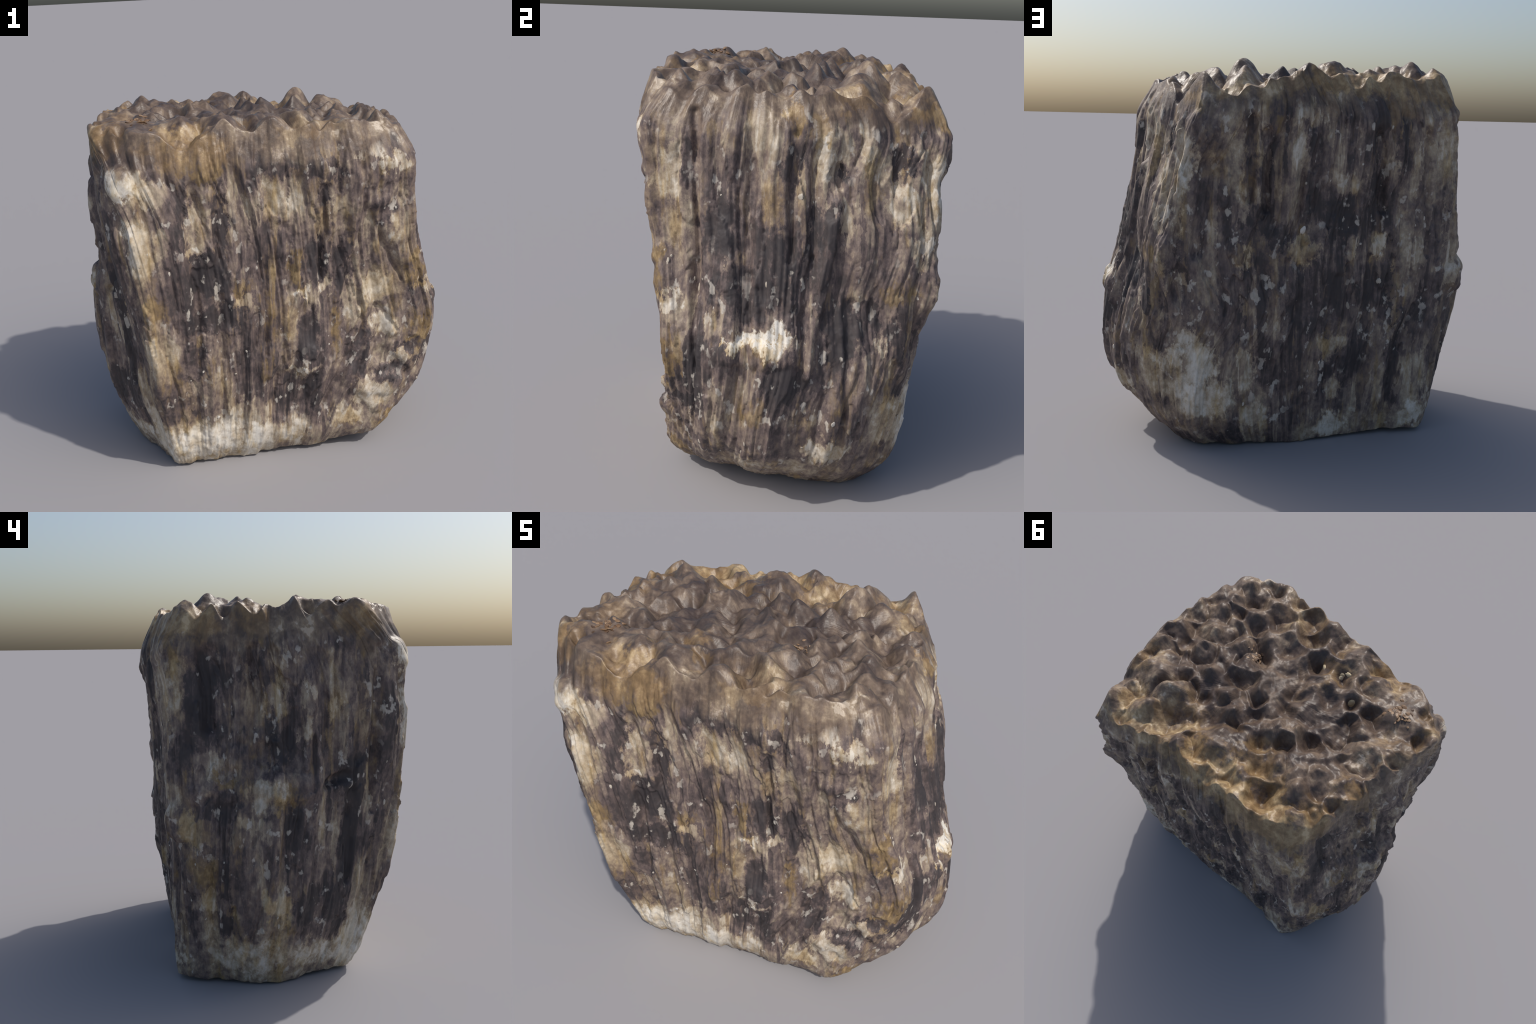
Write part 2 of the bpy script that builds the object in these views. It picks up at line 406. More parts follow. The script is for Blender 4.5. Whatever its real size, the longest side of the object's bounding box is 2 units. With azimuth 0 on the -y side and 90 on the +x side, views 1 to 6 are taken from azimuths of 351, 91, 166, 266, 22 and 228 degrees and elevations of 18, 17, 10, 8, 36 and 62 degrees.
# ------------------------------------------------------------------ materials
class Nodes:
    """Small helper that chains shader nodes."""

    def __init__(self, name):
        self.mat = bpy.data.materials.new(name)
        self.mat.use_nodes = True
        self.t = self.mat.node_tree
        self.t.nodes.clear()
        self.l = self.t.links
        self.coord = self.t.nodes.new("ShaderNodeTexCoord").outputs["Object"]

    def new(self, kind, ins=(), **props):
        n = self.t.nodes.new(kind)
        for k, v in props.items():
            setattr(n, k, v)
        for k, v in dict(ins).items():
            if isinstance(v, bpy.types.NodeSocket):
                self.l.new(v, n.inputs[k])
            else:
                n.inputs[k].default_value = v
        return n

    def math(self, op, a, b=0.0, c=0.0):
        return self.new("ShaderNodeMath", {0: a, 1: b, 2: c}, operation=op).outputs[0]

    def vec(self, op, a, b=(0, 0, 0), out=0):
        return self.new("ShaderNodeVectorMath", {0: a, 1: b}, operation=op).outputs[out]

    def noise(self, scale, detail=3, rough=0.55, vec=None, stretch=None, dist=0.0, color=False):
        v = vec if vec is not None else self.coord
        if stretch:
            v = self.vec("MULTIPLY", v, stretch)
        n = self.new("ShaderNodeTexNoise", {"Vector": v, "Scale": scale, "Detail": detail, "Roughness": rough, "Distortion": dist})
        return n.outputs["Color" if color else "Fac"]

    def ramp(self, fac, stops, interp="LINEAR"):
        n = self.new("ShaderNodeValToRGB", {"Fac": fac})
        r = n.color_ramp
        r.interpolation = interp
        while len(r.elements) < len(stops):
            r.elements.new(0.5)
        for e, (pos, col) in zip(r.elements, stops):
            e.position = pos
            e.color = (*col, 1)
        return n.outputs["Color"]

    def step(self, x, lo, hi, a=0.0, b=1.0):
        return self.new("ShaderNodeMapRange", {"Value": x, "From Min": lo, "From Max": hi, "To Min": a, "To Max": b}, interpolation_type="SMOOTHSTEP", clamp=False).outputs[0]

    def mix(self, fac, a, b):
        n = self.new("ShaderNodeMix", data_type="RGBA")
        for sock, v in ((n.inputs[0], fac), (n.inputs[6], a), (n.inputs[7], b)):
            if isinstance(v, bpy.types.NodeSocket):
                self.l.new(v, sock)
            else:
                sock.default_value = v if isinstance(v, (int, float)) else (*v, 1)
        return n.outputs[2]

    def spots(self, where, p):
        """Sum of soft ellipsoid patches: x, y, z, half width, half height, weight."""
        total = None
        for x, y, z, a, b, wgt in where:
            deep = a + .07  # reaches into the block, so that relief does not cut it off
            s = (1 / a, 1 / deep, 1 / b) if abs(y) > .72 * abs(x) else (1 / deep, 1 / a, 1 / b)
            q = self.new("ShaderNodeVectorMath", {0: p, 1: s, 2: (-x * s[0], -y * s[1], -z * s[2])}, operation="MULTIPLY_ADD").outputs[0]
            d = self.vec("LENGTH", q, out=1)
            v = self.step(d, 0.72, 1.18, wgt * (1.35 if wgt < 0 else 1), 0.0)
            total = v if total is None else self.math("ADD", total, v)
        return total


DARK = (.038, .032, .034)
SOOT = (.058, .046, .045)
PURPLE = (.115, .086, .082)
GREYBROWN = (.205, .158, .130)
TAN = (.36, .295, .215)
CREAM = (.55, .50, .425)
WHITE = (.66, .63, .57)

# patches of the wall: x, y, z, half width, half height, how much lighter (+) or darker (-)
FLAT_FACE_PALE = [  # pale and white patches on the flat face
    (-0.78, -0.71, 1.69, 0.093, 0.085, 0.6), (-0.64, -0.66, 1.62, 0.071, 0.071, 0.3), (-0.72, -0.69, 1.34, 0.064, 0.176, 0.32), (-0.62, -0.68, 1.37, 0.056, 0.096, 0.3),
    (-0.65, -0.61, 0.78, 0.077, 0.239, 0.2), (-0.1, -0.62, 1.84, 0.064, 0.056, 0.4), (0.45, -0.64, 1.74, 0.099, 0.041, 0.55), (0.59, -0.59, 1.67, 0.085, 0.051, 0.5),
    (-0.05, -0.64, 1.53, 0.154, 0.122, 0.3), (-0.43, -0.64, 1.44, 0.064, 0.129, 0.25), (-0.46, -0.64, 1.32, 0.032, 0.041, 0.4), (-0.21, -0.62, 0.99, 0.076, 0.042, 0.35),
    (0.3, -0.59, 1.42, 0.059, 0.185, 0.3), (0.25, -0.54, 1.04, 0.044, 0.061, 0.4), (0.09, -0.58, 1.05, 0.06, 0.031, 0.4), (0.42, -0.52, 0.95, 0.08, 0.196, 0.28),
    (0.53, -0.51, 0.97, 0.081, 0.107, 0.32), (0.56, -0.53, 0.75, 0.073, 0.082, 0.4), (0.69, -0.54, 0.55, 0.065, 0.056, 0.45), (0.5, -0.54, 0.37, 0.131, 0.094, 0.38),
    (0.35, -0.5, 0.22, 0.114, 0.057, 0.3), (0.1, -0.56, 0.56, 0.108, 0.029, 0.45), (-0.43, -0.5, 0.19, 0.204, 0.111, 0.189), (-0.21, -0.52, 0.34, 0.165, 0.082, 0.34),
    (-0.09, -0.5, 0.18, 0.169, 0.094, 0.162), (-0.58, -0.48, 0.14, 0.094, 0.112, 0.171), (0.65, -0.57, 1.45, 0.06, 0.173, 0.15),
]
FLAT_FACE_DARK = [  # bare dark fibres on the flat face
    (-0.0, -0.66, 1.73, 0.176, 0.056, -.22), (0.23, -0.66, 1.69, 0.097, 0.049, -.2), (-0.5, -0.65, 1.54, 0.035, 0.175, -.2), (-0.32, -0.65, 1.48, 0.051, 0.177, -.3),
    (-0.39, -0.67, 1.2, 0.106, 0.13, -.34), (-0.37, -0.62, 0.93, 0.152, 0.084, -.26), (-0.5, -0.61, 0.71, 0.078, 0.121, -.2), (0.13, -0.54, 0.77, 0.074, 0.142, -.38),
    (0.22, -0.59, 1.55, 0.033, 0.083, -.3), (0.18, -0.57, 1.18, 0.048, 0.136, -.25), (0.34, -0.59, 1.17, 0.043, 0.189, -.15), (0.1, -0.54, 0.4, 0.128, 0.11, -.22),
    (0.54, -0.58, 1.45, 0.077, 0.085, -.25), (0.41, -0.51, 0.62, 0.082, 0.165, -.2), (0.76, -0.47, 0.61, 0.066, 0.047, -.25), (0.57, -0.54, 0.46, 0.112, 0.037, -.2),
    (-0.52, -0.59, 0.45, 0.08, 0.062, -.15),
]
LEDGED_FACE_PALE = [  # pale crystalline patches on the narrow ledged face
    (-0.82, 0.44, 1.59, 0.048, 0.144, .25), (-0.81, 0.44, 1.37, 0.04, 0.144, .18), (-0.86, -0.03, 1.48, 0.071, 0.095, .35), (-0.91, -0.19, 1.51, 0.047, 0.11, .28),
    (-0.89, -0.17, 1.35, 0.035, 0.095, .3), (-0.86, -0.33, 1.55, 0.096, 0.144, .22), (-0.86, -0.05, 1.68, 0.063, 0.063, .2), (-0.85, 0.3, 1.17, 0.08, 0.056, .25),
    (-0.93, 0.02, 1.03, 0.095, 0.079, .3), (-0.92, 0.08, 0.85, 0.096, 0.064, .25), (-0.89, 0.37, 0.83, 0.112, 0.064, .25), (-0.85, -0.28, 0.87, 0.074, 0.147, .15),
    (-0.92, -0.03, 0.45, 0.082, 0.074, .25), (-0.83, 0.28, 0.45, 0.117, 0.058, .25), (-0.66, -0.45, 0.28, 0.107, 0.142, .28), (-0.74, 0.38, 0.27, 0.104, 0.121, .22),
    (-0.8, 0.11, 0.19, 0.189, 0.103, .28), (-0.79, -0.23, 0.18, 0.104, 0.087, .26), (-0.77, -0.51, 1.04, 0.042, 0.134, .2),
]
LEDGED_FACE_DARK = [  # bare dark fibres on the narrow ledged face
    (-0.81, 0.32, 1.53, 0.096, 0.176, -.2), (-0.88, 0.08, 1.67, 0.055, 0.11, -.2), (-0.88, -0.07, 1.24, 0.095, 0.095, -.3), (-0.82, -0.39, 1.1, 0.082, 0.098, -.3),
    (-0.77, -0.43, 0.75, 0.093, 0.169, -.25), (-0.85, -0.27, 1.36, 0.04, 0.192, -.18), (-0.92, 0.22, 0.97, 0.071, 0.095, -.18), (-0.95, -0.11, 0.8, 0.08, 0.143, -.12),
    (-0.85, -0.18, 0.46, 0.092, 0.1, -.22), (-0.83, 0.29, 1.31, 0.064, 0.064, -.2), (-0.83, -0.46, 1.49, 0.029, 0.195, -.18),
]
BULGING_FACE_PALE = [  # pale crystalline patches on the bulging face
    (0.72, -0.49, 1.52, 0.063, 0.125, .34), (0.74, -0.46, 1.3, 0.084, 0.084, .18), (0.72, -0.14, 1.71, 0.205, 0.096, .15), (0.79, 0.09, 1.49, 0.034, 0.095, .2),
    (0.73, 0.16, 1.58, 0.055, 0.082, .25), (0.76, 0.26, 1.32, 0.035, 0.111, .3), (0.7, 0.34, 1.69, 0.035, 0.124, .3), (0.72, 0.21, 1.67, 0.082, 0.068, .25),
    (0.73, 0.5, 1.4, 0.07, 0.084, .3), (0.64, 0.62, 1.47, 0.05, 0.158, .4), (0.75, 0.61, 1.22, 0.05, 0.064, .42), (0.79, -0.48, 0.96, 0.064, 0.04, .45),
    (0.92, -0.2, 0.82, 0.042, 0.035, .55), (0.9, -0.1, 0.86, 0.076, 0.035, .6), (0.9, 0.01, 0.89, 0.055, 0.028, .5), (0.91, 0.14, 0.86, 0.035, 0.18, .22),
    (0.77, 0.45, 0.83, 0.029, 0.058, .4), (0.8, -0.33, 0.43, 0.105, 0.075, .22), (0.76, -0.12, 0.26, 0.108, 0.062, .3), (0.88, 0.21, 0.33, 0.104, 0.059, .42),
    (0.87, 0.48, 0.47, 0.074, 0.118, .22), (0.96, 0.08, 0.48, 0.1, 0.057, .2),
]
BULGING_FACE_DARK = [  # bare dark fibres on the bulging face
    (0.73, -0.41, 1.64, 0.028, 0.151, -.12), (0.76, 0.03, 1.6, 0.038, 0.149, -.2), (0.76, -0.26, 1.29, 0.083, 0.125, -.18), (0.81, -0.12, 1.25, 0.082, 0.151, -.2),
    (0.82, 0.0, 1.18, 0.082, 0.151, -.28), (0.83, -0.14, 1.05, 0.18, 0.111, -.3), (0.72, 0.24, 1.55, 0.017, 0.055, -.35), (0.79, 0.18, 1.33, 0.055, 0.082, -.3),
    (0.66, 0.49, 1.56, 0.031, 0.085, -.3), (0.84, 0.27, 0.84, 0.071, 0.184, -.32), (0.78, 0.37, 0.89, 0.05, 0.115, -.3), (0.78, 0.5, 0.84, 0.055, 0.101, -.28),
    (0.91, -0.27, 0.74, 0.084, 0.098, -.2), (0.96, 0.03, 0.68, 0.111, 0.083, -.25), (0.8, -0.42, 0.5, 0.06, 0.037, -.25), (0.78, -0.27, 0.3, 0.092, 0.054, -.15),
    (0.9, 0.34, 0.4, 0.037, 0.118, -.15),
]
BROAD_FACE_PALE = [  # pale crystalline patches on the broad dark face
    (0.41, 0.65, 1.49, 0.062, 0.17, .22), (0.03, 0.64, 1.69, 0.095, 0.063, .35), (0.07, 0.61, 1.5, 0.056, 0.095, .28), (-0.2, 0.58, 1.38, 0.098, 0.066, .25),
    (-0.56, 0.54, 1.44, 0.034, 0.17, .22), (-0.73, 0.52, 1.47, 0.07, 0.226, .22), (0.05, 0.6, 1.03, 0.097, 0.068, .35), (-0.38, 0.57, 1.05, 0.037, 0.059, .35),
    (-0.21, 0.56, 1.08, 0.037, 0.075, .3), (-0.59, 0.52, 0.98, 0.069, 0.069, .22), (-0.78, 0.48, 0.97, 0.062, 0.125, .22), (0.37, 0.64, 1.0, 0.079, 0.079, .2),
    (0.62, 0.62, 0.6, 0.072, 0.056, .38), (0.73, 0.59, 0.51, 0.097, 0.057, .35), (0.54, 0.61, 0.48, 0.081, 0.098, .42), (0.52, 0.59, 0.29, 0.149, 0.1, .38),
    (0.69, 0.56, 0.37, 0.132, 0.099, .28), (0.35, 0.59, 0.44, 0.074, 0.099, .22), (0.28, 0.56, 0.19, 0.085, 0.077, .25), (-0.12, 0.52, 0.54, 0.103, 0.06, .25),
    (-0.16, 0.5, 0.3, 0.061, 0.061, .35), (-0.15, 0.47, 0.09, 0.089, 0.072, .35), (-0.61, 0.48, 0.31, 0.109, 0.182, .3), (-0.64, 0.47, 0.1, 0.083, 0.065, .3),
    (0.65, 0.59, 0.9, 0.04, 0.032, .35), (-0.15, 0.59, 1.58, 0.065, 0.13, .15),
]
BROAD_FACE_DARK = [  # darkest areas of the broad dark face
    (0.24, 0.58, 1.5, 0.051, 0.206, -.22), (-0.16, 0.55, 1.19, 0.091, 0.124, -.35), (-0.38, 0.51, 1.3, 0.076, 0.22, -.25), (-0.48, 0.6, 1.56, 0.042, 0.2, -.22),
    (0.24, 0.61, 1.23, 0.095, 0.095, -.18), (0.17, 0.6, 1.12, 0.088, 0.064, -.22), (-0.05, 0.56, 0.76, 0.183, 0.216, -.2), (-0.37, 0.54, 0.83, 0.102, 0.171, -.15),
    (0.15, 0.57, 0.46, 0.151, 0.167, -.18), (-0.19, 0.51, 0.41, 0.139, 0.104, -.15), (0.69, 0.64, 1.06, 0.054, 0.093, -.15),
]
RIM_STAIN = [(-.40, -.66, 1.88, .16, .06, 0.48), (.15, -.64, 1.88, .2, .05, 0.36), (.66, .30, 1.85, .12, .06, 0.52), (-.80, .30, 1.92, .08, .12, 0.63), (-.82, -.25, 1.94, .10, .05, 0.36), (.45, .58, 1.82, .12, .05, 0.63), (-.22, -.40, 1.9, .10, .04, 0.63), (-.12, .55, 1.9, .10, .08, 0.52)]
OCHRES = RIM_STAIN + [  # yellow-brown staining
    (-0.34, -0.67, 1.78, 0.094, 0.118, .9), (-0.51, -0.67, 1.76, 0.094, 0.063, .6), (-0.4, -0.67, 1.69, 0.039, 0.031, .9), (-0.65, -0.67, 1.05, 0.082, 0.074, .7),
    (-0.22, -0.62, 1.1, 0.058, 0.067, .7), (0.08, -0.59, 1.15, 0.051, 0.102, .9), (0.01, -0.61, 0.9, 0.06, 0.137, .45), (0.29, -0.53, 0.84, 0.028, 0.142, .9),
    (0.53, -0.51, 0.99, 0.089, 0.107, .4), (0.74, -0.54, 1.05, 0.045, 0.126, .8), (0.81, -0.49, 0.68, 0.037, 0.15, .7), (0.35, -0.5, 0.2, 0.114, 0.057, .5),
    (0.22, -0.57, 1.46, 0.037, 0.168, .5), (-0.85, -0.53, 1.89, 0.097, 0.097, .6), (0.75, -0.52, 1.1, 0.026, 0.142, .9), (0.84, -0.45, 0.74, 0.05, 0.115, .6),
    (0.72, 0.02, 1.77, 0.041, 0.055, .9), (0.71, 0.13, 1.71, 0.041, 0.062, .6), (0.72, 0.36, 1.5, 0.042, 0.18, .45), (0.79, 0.5, 1.04, 0.113, 0.049, .7),
    (0.78, 0.57, 0.83, 0.029, 0.116, .6), (0.92, -0.2, 0.81, 0.042, 0.028, .6), (0.96, -0.06, 0.81, 0.082, 0.041, .6), (0.93, -0.09, 0.54, 0.071, 0.057, .6),
    (0.6, -0.48, 0.19, 0.049, 0.049, .8), (0.6, 0.63, 1.74, 0.05, 0.057, .8), (0.05, 0.6, 1.02, 0.097, 0.065, .4), (0.35, 0.62, 1.01, 0.079, 0.079, .5),
    (-0.44, 0.58, 1.73, 0.067, 0.1, .5), (0.22, 0.63, 1.73, 0.063, 0.094, .5), (0.53, 0.65, 1.52, 0.077, 0.108, .35), (-0.07, 0.54, 0.55, 0.051, 0.059, .45),
    (-0.89, 0.22, 1.09, 0.063, 0.04, .8), (-0.96, -0.09, 0.98, 0.095, 0.047, .7), (-0.79, 0.47, 1.69, 0.032, 0.112, .7), (-0.89, 0.37, 0.83, 0.096, 0.064, .5),
    (-0.88, 0.32, 0.65, 0.114, 0.098, .5), (-0.92, -0.03, 0.45, 0.074, 0.074, .6), (-0.83, 0.31, 1.83, 0.111, 0.079, .7), (-0.84, 0.06, 1.84, 0.071, 0.095, .5),
    (-0.88, -0.02, 0.3, 0.042, 0.117, .4), (-.30, .53, 1.88, .32, .07, .8), (.16, .58, 1.86, .25, .06, .6), (-.66, .47, 1.86, .22, .09, .8),
    (-.92, -.42, 1.86, .1, .08, .6), (-.88, .1, 1.9, .1, .05, .5), (.60, -.45, .12, .10, .10, .5), (-.55, .36, 1.88, .12, .08, .7),
    (-.50, -.62, 1.85, .2, .07, .4),
]
TONES = [p for f in (FLAT_FACE_PALE, FLAT_FACE_DARK, LEDGED_FACE_PALE, LEDGED_FACE_DARK, BULGING_FACE_PALE, BULGING_FACE_DARK, BROAD_FACE_PALE, BROAD_FACE_DARK) for p in f]
# crystalline, mottled zones
MOTTLED = [
    (.62, -.54, .95, .24, .70, 1), (.35, -.54, .70, .14, .35, .7), (-.40, -.50, .10, .40, .20, 1), (.55, -.5, .2, .25, .2, 1), (.1, -.62, 1.5, .22, .16, .7),
    (.75, .0, .15, .35, .22, 1), (.7, .5, .3, .25, .25, 1), (.72, .5, 1.4, .16, .4, .6), (.74, -.45, 1.5, .14, .3, .8), (-.75, .1, .12, .5, .16, .9),
    (-.9, .1, 1.05, .25, .15, .7), (-.8, -.66, 1.65, .14, .14, 1), (.05, .6, 1.06, .16, .10, .8), (.95, -.08, .84, .2, .07, 1), (-.3, .5, .08, .4, .10, .7), (-.66, -.66, 1.35, .1, .35, .5),
]
# the pale band round the foot, the white shelf and paler strips along the edges
TONES += [(-.42, -.52, .12, .36, .24, .36), (-.02, -.52, .10, .24, .17, .24), (.96, -.08, .835, .15, .035, .5), (.95, .02, .87, .06, .03, .45), (.70, .67, 1.35, .045, .45, .28), (.77, .63, .85, .05, .25, .25), (-.72, -.70, 1.1, .06, .5, .12), (.72, .05, .16, .3, .16, .16), (-.76, .0, .10, .5, .12, .16), (-.3, .5, .08, .4, .10, .12)]

m = Nodes("fibrous_mineral")
half = (.5, .5, .5)
warp = m.vec("MULTIPLY", m.vec("SUBTRACT", m.noise(5.0, 2, 0.5, color=True), half), (.10, .10, .16))
ragged = m.vec("MULTIPLY", m.vec("SUBTRACT", m.noise(17.0, 5, 0.68, stretch=(1, 1, .6), color=True), half), (.19, .19, .30))
pw = m.vec("ADD", m.vec("ADD", m.coord, warp), ragged)
tone = m.spots(TONES, pw)
och = m.spots(OCHRES, pw)
sep = m.new("ShaderNodeSeparateXYZ", {0: m.coord}).outputs
height = m.math("ADD", sep[2], m.math("MULTIPLY", m.math("SUBTRACT", m.noise(6.0, 5, .62, stretch=(1.5, 1.5, .5)), 0.5), 0.42))
# direction round the block: the streaks then run straight up the faces and fan with the taper
flat_xy = m.new("ShaderNodeCombineXYZ", {0: m.math("ADD", sep[0], .02), 1: sep[1], 2: 0.0}).outputs[0]
around = m.vec("MULTIPLY", m.vec("NORMALIZE", flat_xy), (.86, .86, 0))
fanned = m.vec("ADD", around, m.new("ShaderNodeCombineXYZ", {0: 0.0, 1: 0.0, 2: sep[2]}).outputs[0])
lean = m.vec("ADD", fanned, m.vec("MULTIPLY", m.vec("SUBTRACT", m.noise(1.8, 2, color=True), half), (.03, .03, 0)))
# streaks along the fibres, blotches, and fine crystalline clumps
st1 = m.noise(1.0, 4, 0.6, vec=lean, stretch=(12, 12, .75))
st2 = m.noise(1.0, 4, 0.6, vec=lean, stretch=(46, 46, 1.1))
blot = m.noise(6.0, 6, 0.66, stretch=(1, 1, .55))
fleck = m.noise(34.0, 5, 0.68, stretch=(1, 1, .6))
cells = m.new("ShaderNodeTexVoronoi", {"Vector": m.vec("ADD", m.vec("MULTIPLY", lean, (15, 15, 1.25)), m.vec("MULTIPLY", ragged, (3.5, 3.5, 1))), "Scale": 1.0}, feature="F1").outputs["Color"]
cell = m.new("ShaderNodeSeparateXYZ", {0: cells}).outputs
plate = m.step(m.noise(1.0, 3, .7, vec=lean, stretch=(11, 11, 2.0)), .50, .54)
# where crystals have overgrown the fibres the streaks give way to mottling
mott = m.math("MINIMUM", m.math("ADD", m.spots(MOTTLED, pw), m.step(m.noise(3.2, 3, stretch=(1, 1, .6)), .46, .62, 0, .8)), 1.0)
keep = m.math("SUBTRACT", 1.0, m.math("MULTIPLY", mott, .9))
val = m.math("MULTIPLY", m.math("SUBTRACT", st1, .5), .55)
for field, amount in ((st2, .40), (plate, .14), (cell[0], .27)):
    val = m.math("ADD", val, m.math("MULTIPLY", m.math("SUBTRACT", field, .5), amount))
val = m.math("MULTIPLY", val, keep)
clump = m.math("MULTIPLY", m.math("SUBTRACT", m.noise(13.0, 6, .68), .5), m.math("MULTIPLY", mott, .9))
val = m.math("ADD", val, clump)
for field, amount in ((blot, .80), (fleck, .62)):
    val = m.math("ADD", val, m.math("MULTIPLY", m.math("SUBTRACT", field, .5), amount))
val = m.math("ADD", m.math("ADD", val, m.math("MULTIPLY", tone, .72)), m.math("MULTIPLY_ADD", mott,   .05, .378))
col = m.ramp(val, [(0.0, DARK), (.20, SOOT), (.33, PURPLE), (.47, GREYBROWN), (.63, TAN), (.82, CREAM), (1.06, WHITE)])
# scattered pale crystalline flecks, in clusters
fl = m.math("MULTIPLY", m.step(m.noise(19.0, 3, .55, stretch=(1, 1, .7)), .595, .66), m.step(m.noise(3.6, 3), .40, .56))
col = m.mix(m.math("MULTIPLY", fl, .8), col, m.mix(m.noise(50.0, 3), (.33, .29, .24), (.62, .58, .52)))
# yellow-brown staining
ofac = m.math("MULTIPLY", m.math("ADD", m.math("ADD", och, m.step(cell[1], .78, .9, 0, .3)), m.step(m.noise(5.5, 5, .62, stretch=(2.6, 2.6, .45)), .52, .68, 0, .7)), m.step(val, .22, .45))
ocol = m.ramp(val, [(.2, (.085, .058, .034)), (.45, (.20, .135, .062)), (.68, (.40, .29, .145)), (1.0, (.64, .54, .37))])
col = m.mix(m.math("MINIMUM", ofac, .88), col, ocol)
# the crust on top: glossy brown with paler and darker mottling
c1 = m.noise(8.0, 5, .64, stretch=(1, 1, .6))
c2 = m.noise(19.0, 4, .6, dist=.5)
c3 = m.noise(2.6, 2)
cv = m.math("ADD", m.math("ADD", m.math("MULTIPLY", c1, .75), m.math("MULTIPLY", c2, .5)), m.math("MULTIPLY", c3, .35))
cv = m.math("ADD", cv, m.spots([(-.10, -.02, 1.86, .46, .20, -.07)], pw))
cv = m.math("ADD", cv, .035)
crust_col = m.ramp(cv, [(.64, (.056, .040, .034)), (.77, (.098, .070, .054)), (.88, (.172, .125, .090)), (.97, (.29, .225, .155)), (1.07, (.46, .385, .30))])
crust_och = m.ramp(cv, [(.64, (.13, .080, .036)), (.82, (.29, .185, .078)), (1.02, (.58, .43, .22))])
crust_col = m.mix(m.math("MINIMUM", m.math("MULTIPLY", och, .70), .60), crust_col, crust_och)
cmask = m.step(height, 1.69, 1.79)
col = m.mix(m.math("MULTIPLY", cmask, .94), col, crust_col)
bump = m.new("ShaderNodeBump", {"Height": m.math("ADD", m.math("MULTIPLY", st2, .6), m.math("MULTIPLY", m.noise(60, 4, .6), .5)), "Strength": .35, "Distance": .012}).outputs[0]
rough = m.math("SUBTRACT", m.math("ADD", .50, m.math("MULTIPLY", m.noise(10, 3), .25)), m.math("MULTIPLY", cmask, .20))
bsdf = m.new("ShaderNodeBsdfPrincipled", {"Base Color": col, "Roughness": rough, "Normal": bump, "Specular IOR Level": .45})
out = m.new("ShaderNodeOutputMaterial", {"Surface": bsdf.outputs[0]})
MINERAL = m.mat

# ------------------------------------------------------------------ split the one surface into its parts
whole = bpy.data.meshes.new("whole")
faces = [tuple(q) for q in quads.tolist()] + [tuple(q) for q in tris_bottom.tolist()] + [tuple(q) for q in tris_top.tolist()]
whole.from_pydata(verts.tolist(), [], faces)
whole.update()
vn = np.empty(len(verts) * 3, np.float32)
whole.vertex_normals.foreach_get("vector", vn)
vn = vn.reshape(-1, 3)

root = bpy.data.objects.new("mineral_block", None)
bpy.context.scene.collection.objects.link(root)
root["label"] = "tapering fibrous dark brown mineral block with a knobbly pitted crust"
root["category"] = "mineral specimen"

fq = quads
cent = verts[fq].mean(1)
row_of = np.arange(len(fq)) // N_AROUND
w_rows = N_UNDER - 1
nod = ((cent[:, 0] + .80) ** 2 + (cent[:, 1] + .66) ** 2) / .10**2 + (cent[:, 2] - 1.69) ** 2 / .10**2 < 1
is_wall_row = (row_of >= w_rows) & (row_of < w_rows + N_UP)
crusty = (row_of >= w_rows + N_UP - 1) | (cent[:, 2] > 1.78 + 0.03 * np.sin(cent[:, 0] * 23) * np.cos(cent[:, 1] * 19))
part = np.where(row_of < w_rows, 0, np.where(nod & is_wall_row, 3, np.where(crusty, 2, 1)))


def make_part(name, sel, extra=()):
    f = [tuple(q) for q in fq[sel].tolist()] + [tuple(t) for e in extra for t in e.tolist()]
    used = np.unique(np.concatenate([np.array(q) for q in f]))
    remap = np.full(len(verts), -1)
    remap[used] = np.arange(len(used))
    me = bpy.data.meshes.new(name)
    me.from_pydata(verts[used].tolist(), [], [tuple(int(remap[v]) for v in q) for q in f])
    me.polygons.foreach_set("use_smooth", np.ones(len(me.polygons), bool))
    me.update()
    me.normals_split_custom_set_from_vertices(vn[used].tolist())
    me.materials.append(MINERAL)
    ob = bpy.data.objects.new(name, me)
    bpy.context.scene.collection.objects.link(ob)
    ob.parent = root
    return ob


make_part("underside", part == 0, [tris_bottom])
make_part("fibrous_wall", part == 1)
make_part("knobbly_crust", part == 2, [tris_top])
make_part("quartz_nodule", part == 3)

# ------------------------------------------------------------------ loose-looking chips bedded in the surface
def chip_material(name, stops):
    c = Nodes(name)
    rnd = c.new("ShaderNodeObjectInfo").outputs["Random"]
    f = c.math("ADD", c.math("MULTIPLY", rnd, .7), c.math("MULTIPLY", c.noise(40.0, 3), .4))
    b = c.new("ShaderNodeBsdfPrincipled", {"Base Color": c.ramp(f, stops), "Roughness": .5})
    c.new("ShaderNodeOutputMaterial", {"Surface": b.outputs[0]})
    return c.mat


CALCITE = chip_material("pale_calcite", [(.1, (.27, .23, .19)), (.5, (.42, .375, .31)), (.85, (.54, .50, .44)), (1.1, (.74, .72, .70))])
GRAIN = chip_material("yellow_grain", [(.1, (.36, .26, .13)), (.6, (.58, .46, .27)), (1.0, (.70, .62, .45))])


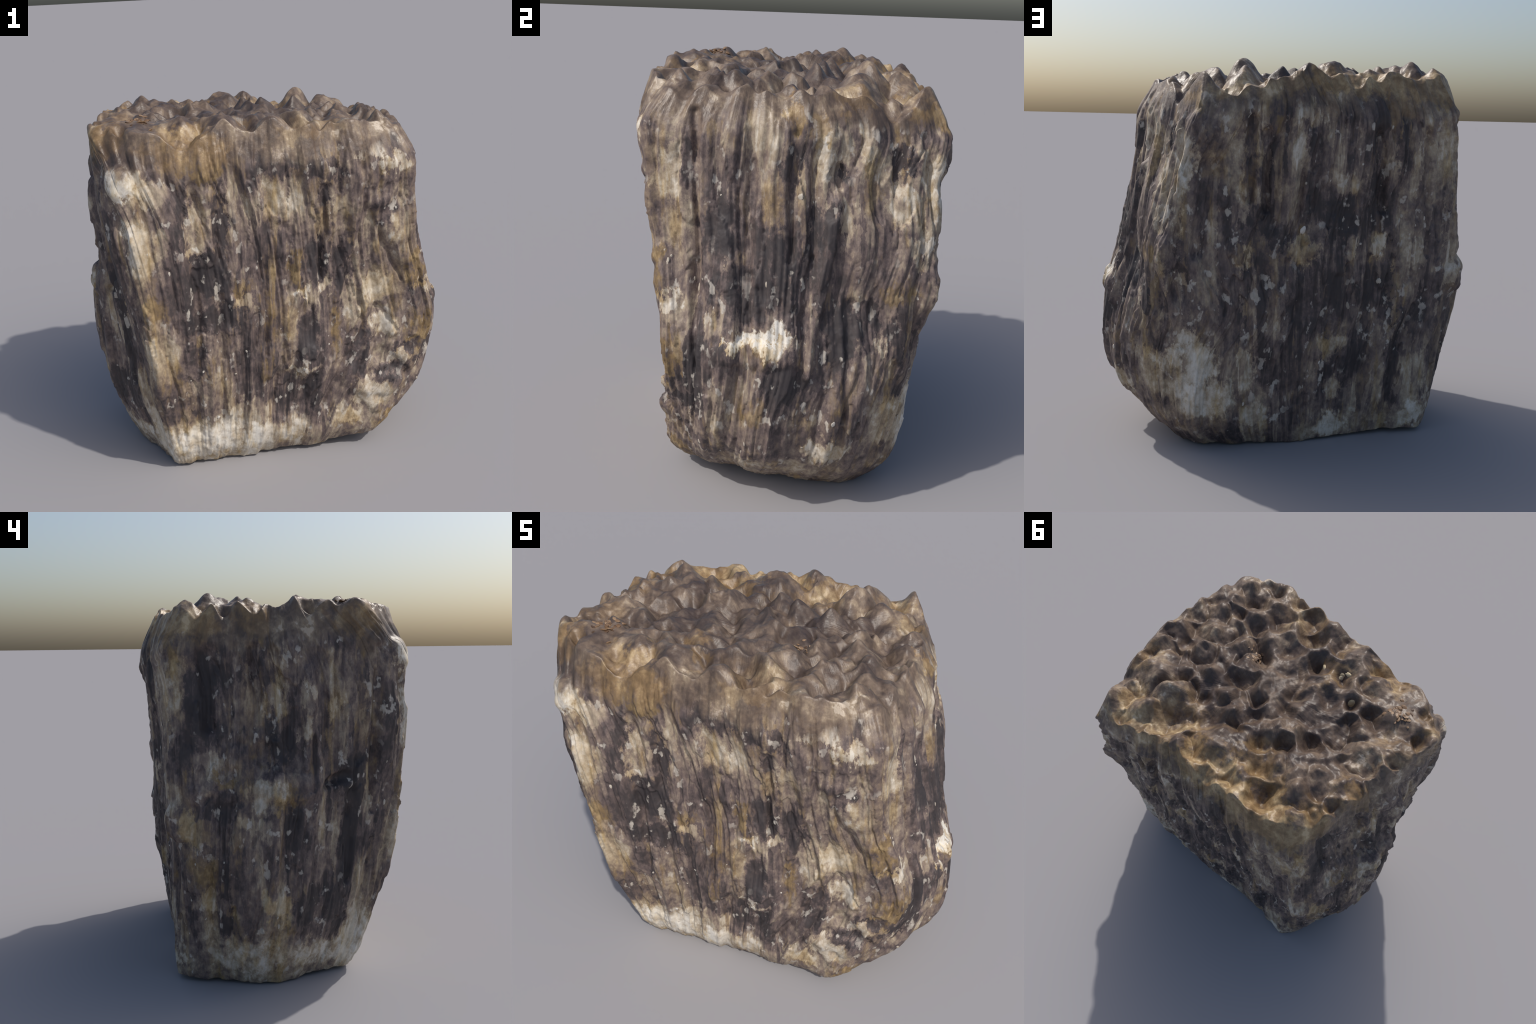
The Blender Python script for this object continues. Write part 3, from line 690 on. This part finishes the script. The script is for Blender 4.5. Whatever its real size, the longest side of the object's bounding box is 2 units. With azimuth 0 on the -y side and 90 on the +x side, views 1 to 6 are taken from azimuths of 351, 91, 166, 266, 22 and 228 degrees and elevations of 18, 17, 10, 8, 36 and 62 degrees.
def chip_mesh(name, seed, mat):
    import bmesh
    bm = bmesh.new()
    bmesh.ops.create_icosphere(bm, subdivisions=3, radius=1)
    co = np.array([v.co[:] for v in bm.verts])
    r = 1 + 0.55 * fbm(co * 1.3, 3, 80 + seed)
    rng = np.random.default_rng(seed)
    for _ in range(7):  # broken facets
        d = rng.normal(size=3)
        d /= np.linalg.norm(d)
        h = (co * r[:, None]) @ d
        r = np.where(h > .72, r * .72 / np.maximum(h, .01), r)
    for v, c, k in zip(bm.verts, co, r):
        v.co = c * k
    me = bpy.data.meshes.new(name)
    bm.to_mesh(me)
    bm.free()
    me.polygons.foreach_set("use_smooth", np.ones(len(me.polygons), bool))
    me.materials.append(mat)
    return me


from mathutils import Matrix, Vector


def bed(name, me, co, nrm, size, tall, flat, rng):
    """Set a chip into the surface with its short axis along the normal."""
    n = Vector(nrm).normalized()
    up = Vector((0, 0, 1)) if abs(n.z) < .8 else Vector((1, 0, 0))
    x = up.cross(n).normalized()
    y = n.cross(x)
    a = rng.normal() * .35
    x, y = x * math.cos(a) + y * math.sin(a), y * math.cos(a) - x * math.sin(a)
    M = Matrix((x, y, n)).transposed().to_4x4()
    M.translation = Vector(co) - n * size * flat * .35
    ob = bpy.data.objects.new(name, me)
    ob.matrix_world = M @ Matrix.Diagonal((size, size * tall, size * flat, 1))
    bpy.context.scene.collection.objects.link(ob)
    ob.parent = root
    return ob


chip_kinds = [chip_mesh("calcite_chip", k, CALCITE) for k in range(5)]
rng = np.random.default_rng(21)
first, count = (N_UNDER - 1 + 30) * N_AROUND, (N_UP - 110) * N_AROUND
cl = fbm(verts[first:first + count] * 3.2, 2, 91)
pool = first + np.nonzero(cl > .02)[0]
for v in rng.choice(pool, 80, replace=False):
    size = .004 + .007 * rng.random() ** 2
    bed("calcite_chip", chip_kinds[rng.integers(5)], verts[v], vn[v], size, rng.uniform(.9, 2.2), .45, rng)


def nearest(p):
    return int(np.argmin(((verts - np.array(p)) ** 2).sum(1)))


# the few that catch the eye: place and half width
for p, size, tall in (((.045, .60, 1.14), .017, 1.5), ((-.41, .56, 1.66), .011, 1.4), ((-.38, .56, .86), .014, 1.3), ((-.22, .57, .74), .010, 2.4), ((.82, .04, 1.45), .014, 1.2), ((.87, -.05, 1.08), .010, 1.8)):
    v = nearest(p)
    bed("calcite_chip", chip_kinds[2], verts[v], vn[v], size, tall, .45, rng)
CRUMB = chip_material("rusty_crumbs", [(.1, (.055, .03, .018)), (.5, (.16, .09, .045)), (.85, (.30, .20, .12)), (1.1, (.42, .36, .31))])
crumb_mesh = chip_mesh("crumb", 4, CRUMB)
for (cx, cy), spread, n in (((-.67, -.42), .055, 34), ((.19, -.16), .045, 22)):
    for _ in range(n):
        x, y = cx + rng.normal() * spread * .6, cy + rng.normal() * spread * .6
        z = float(crust_height(np.array([x]), np.array([y]))[0]) - low
        bed("crumb", crumb_mesh, (x, y, z), (rng.normal() * .3, rng.normal() * .3, 1), rng.uniform(.006, .014), rng.uniform(.8, 1.8), .5, rng)
grain_mesh = chip_mesh("grain", 9, GRAIN)
for p, size in (((-.28, -.45, 1.87), .026), ((-.26, -.39, 1.87), .028), ((-.24, -.43, 1.86), .018), ((-.40, -.33, 1.87), .03), ((-.16, -.38, 1.87), .018), ((-.42, -.30, 1.87), .018)):
    v = nearest(p)
    bed("grain", grain_mesh, verts[v], vn[v], size, rng.uniform(.8, 1.3), .6, rng)
bpy.data.meshes.remove(whole)
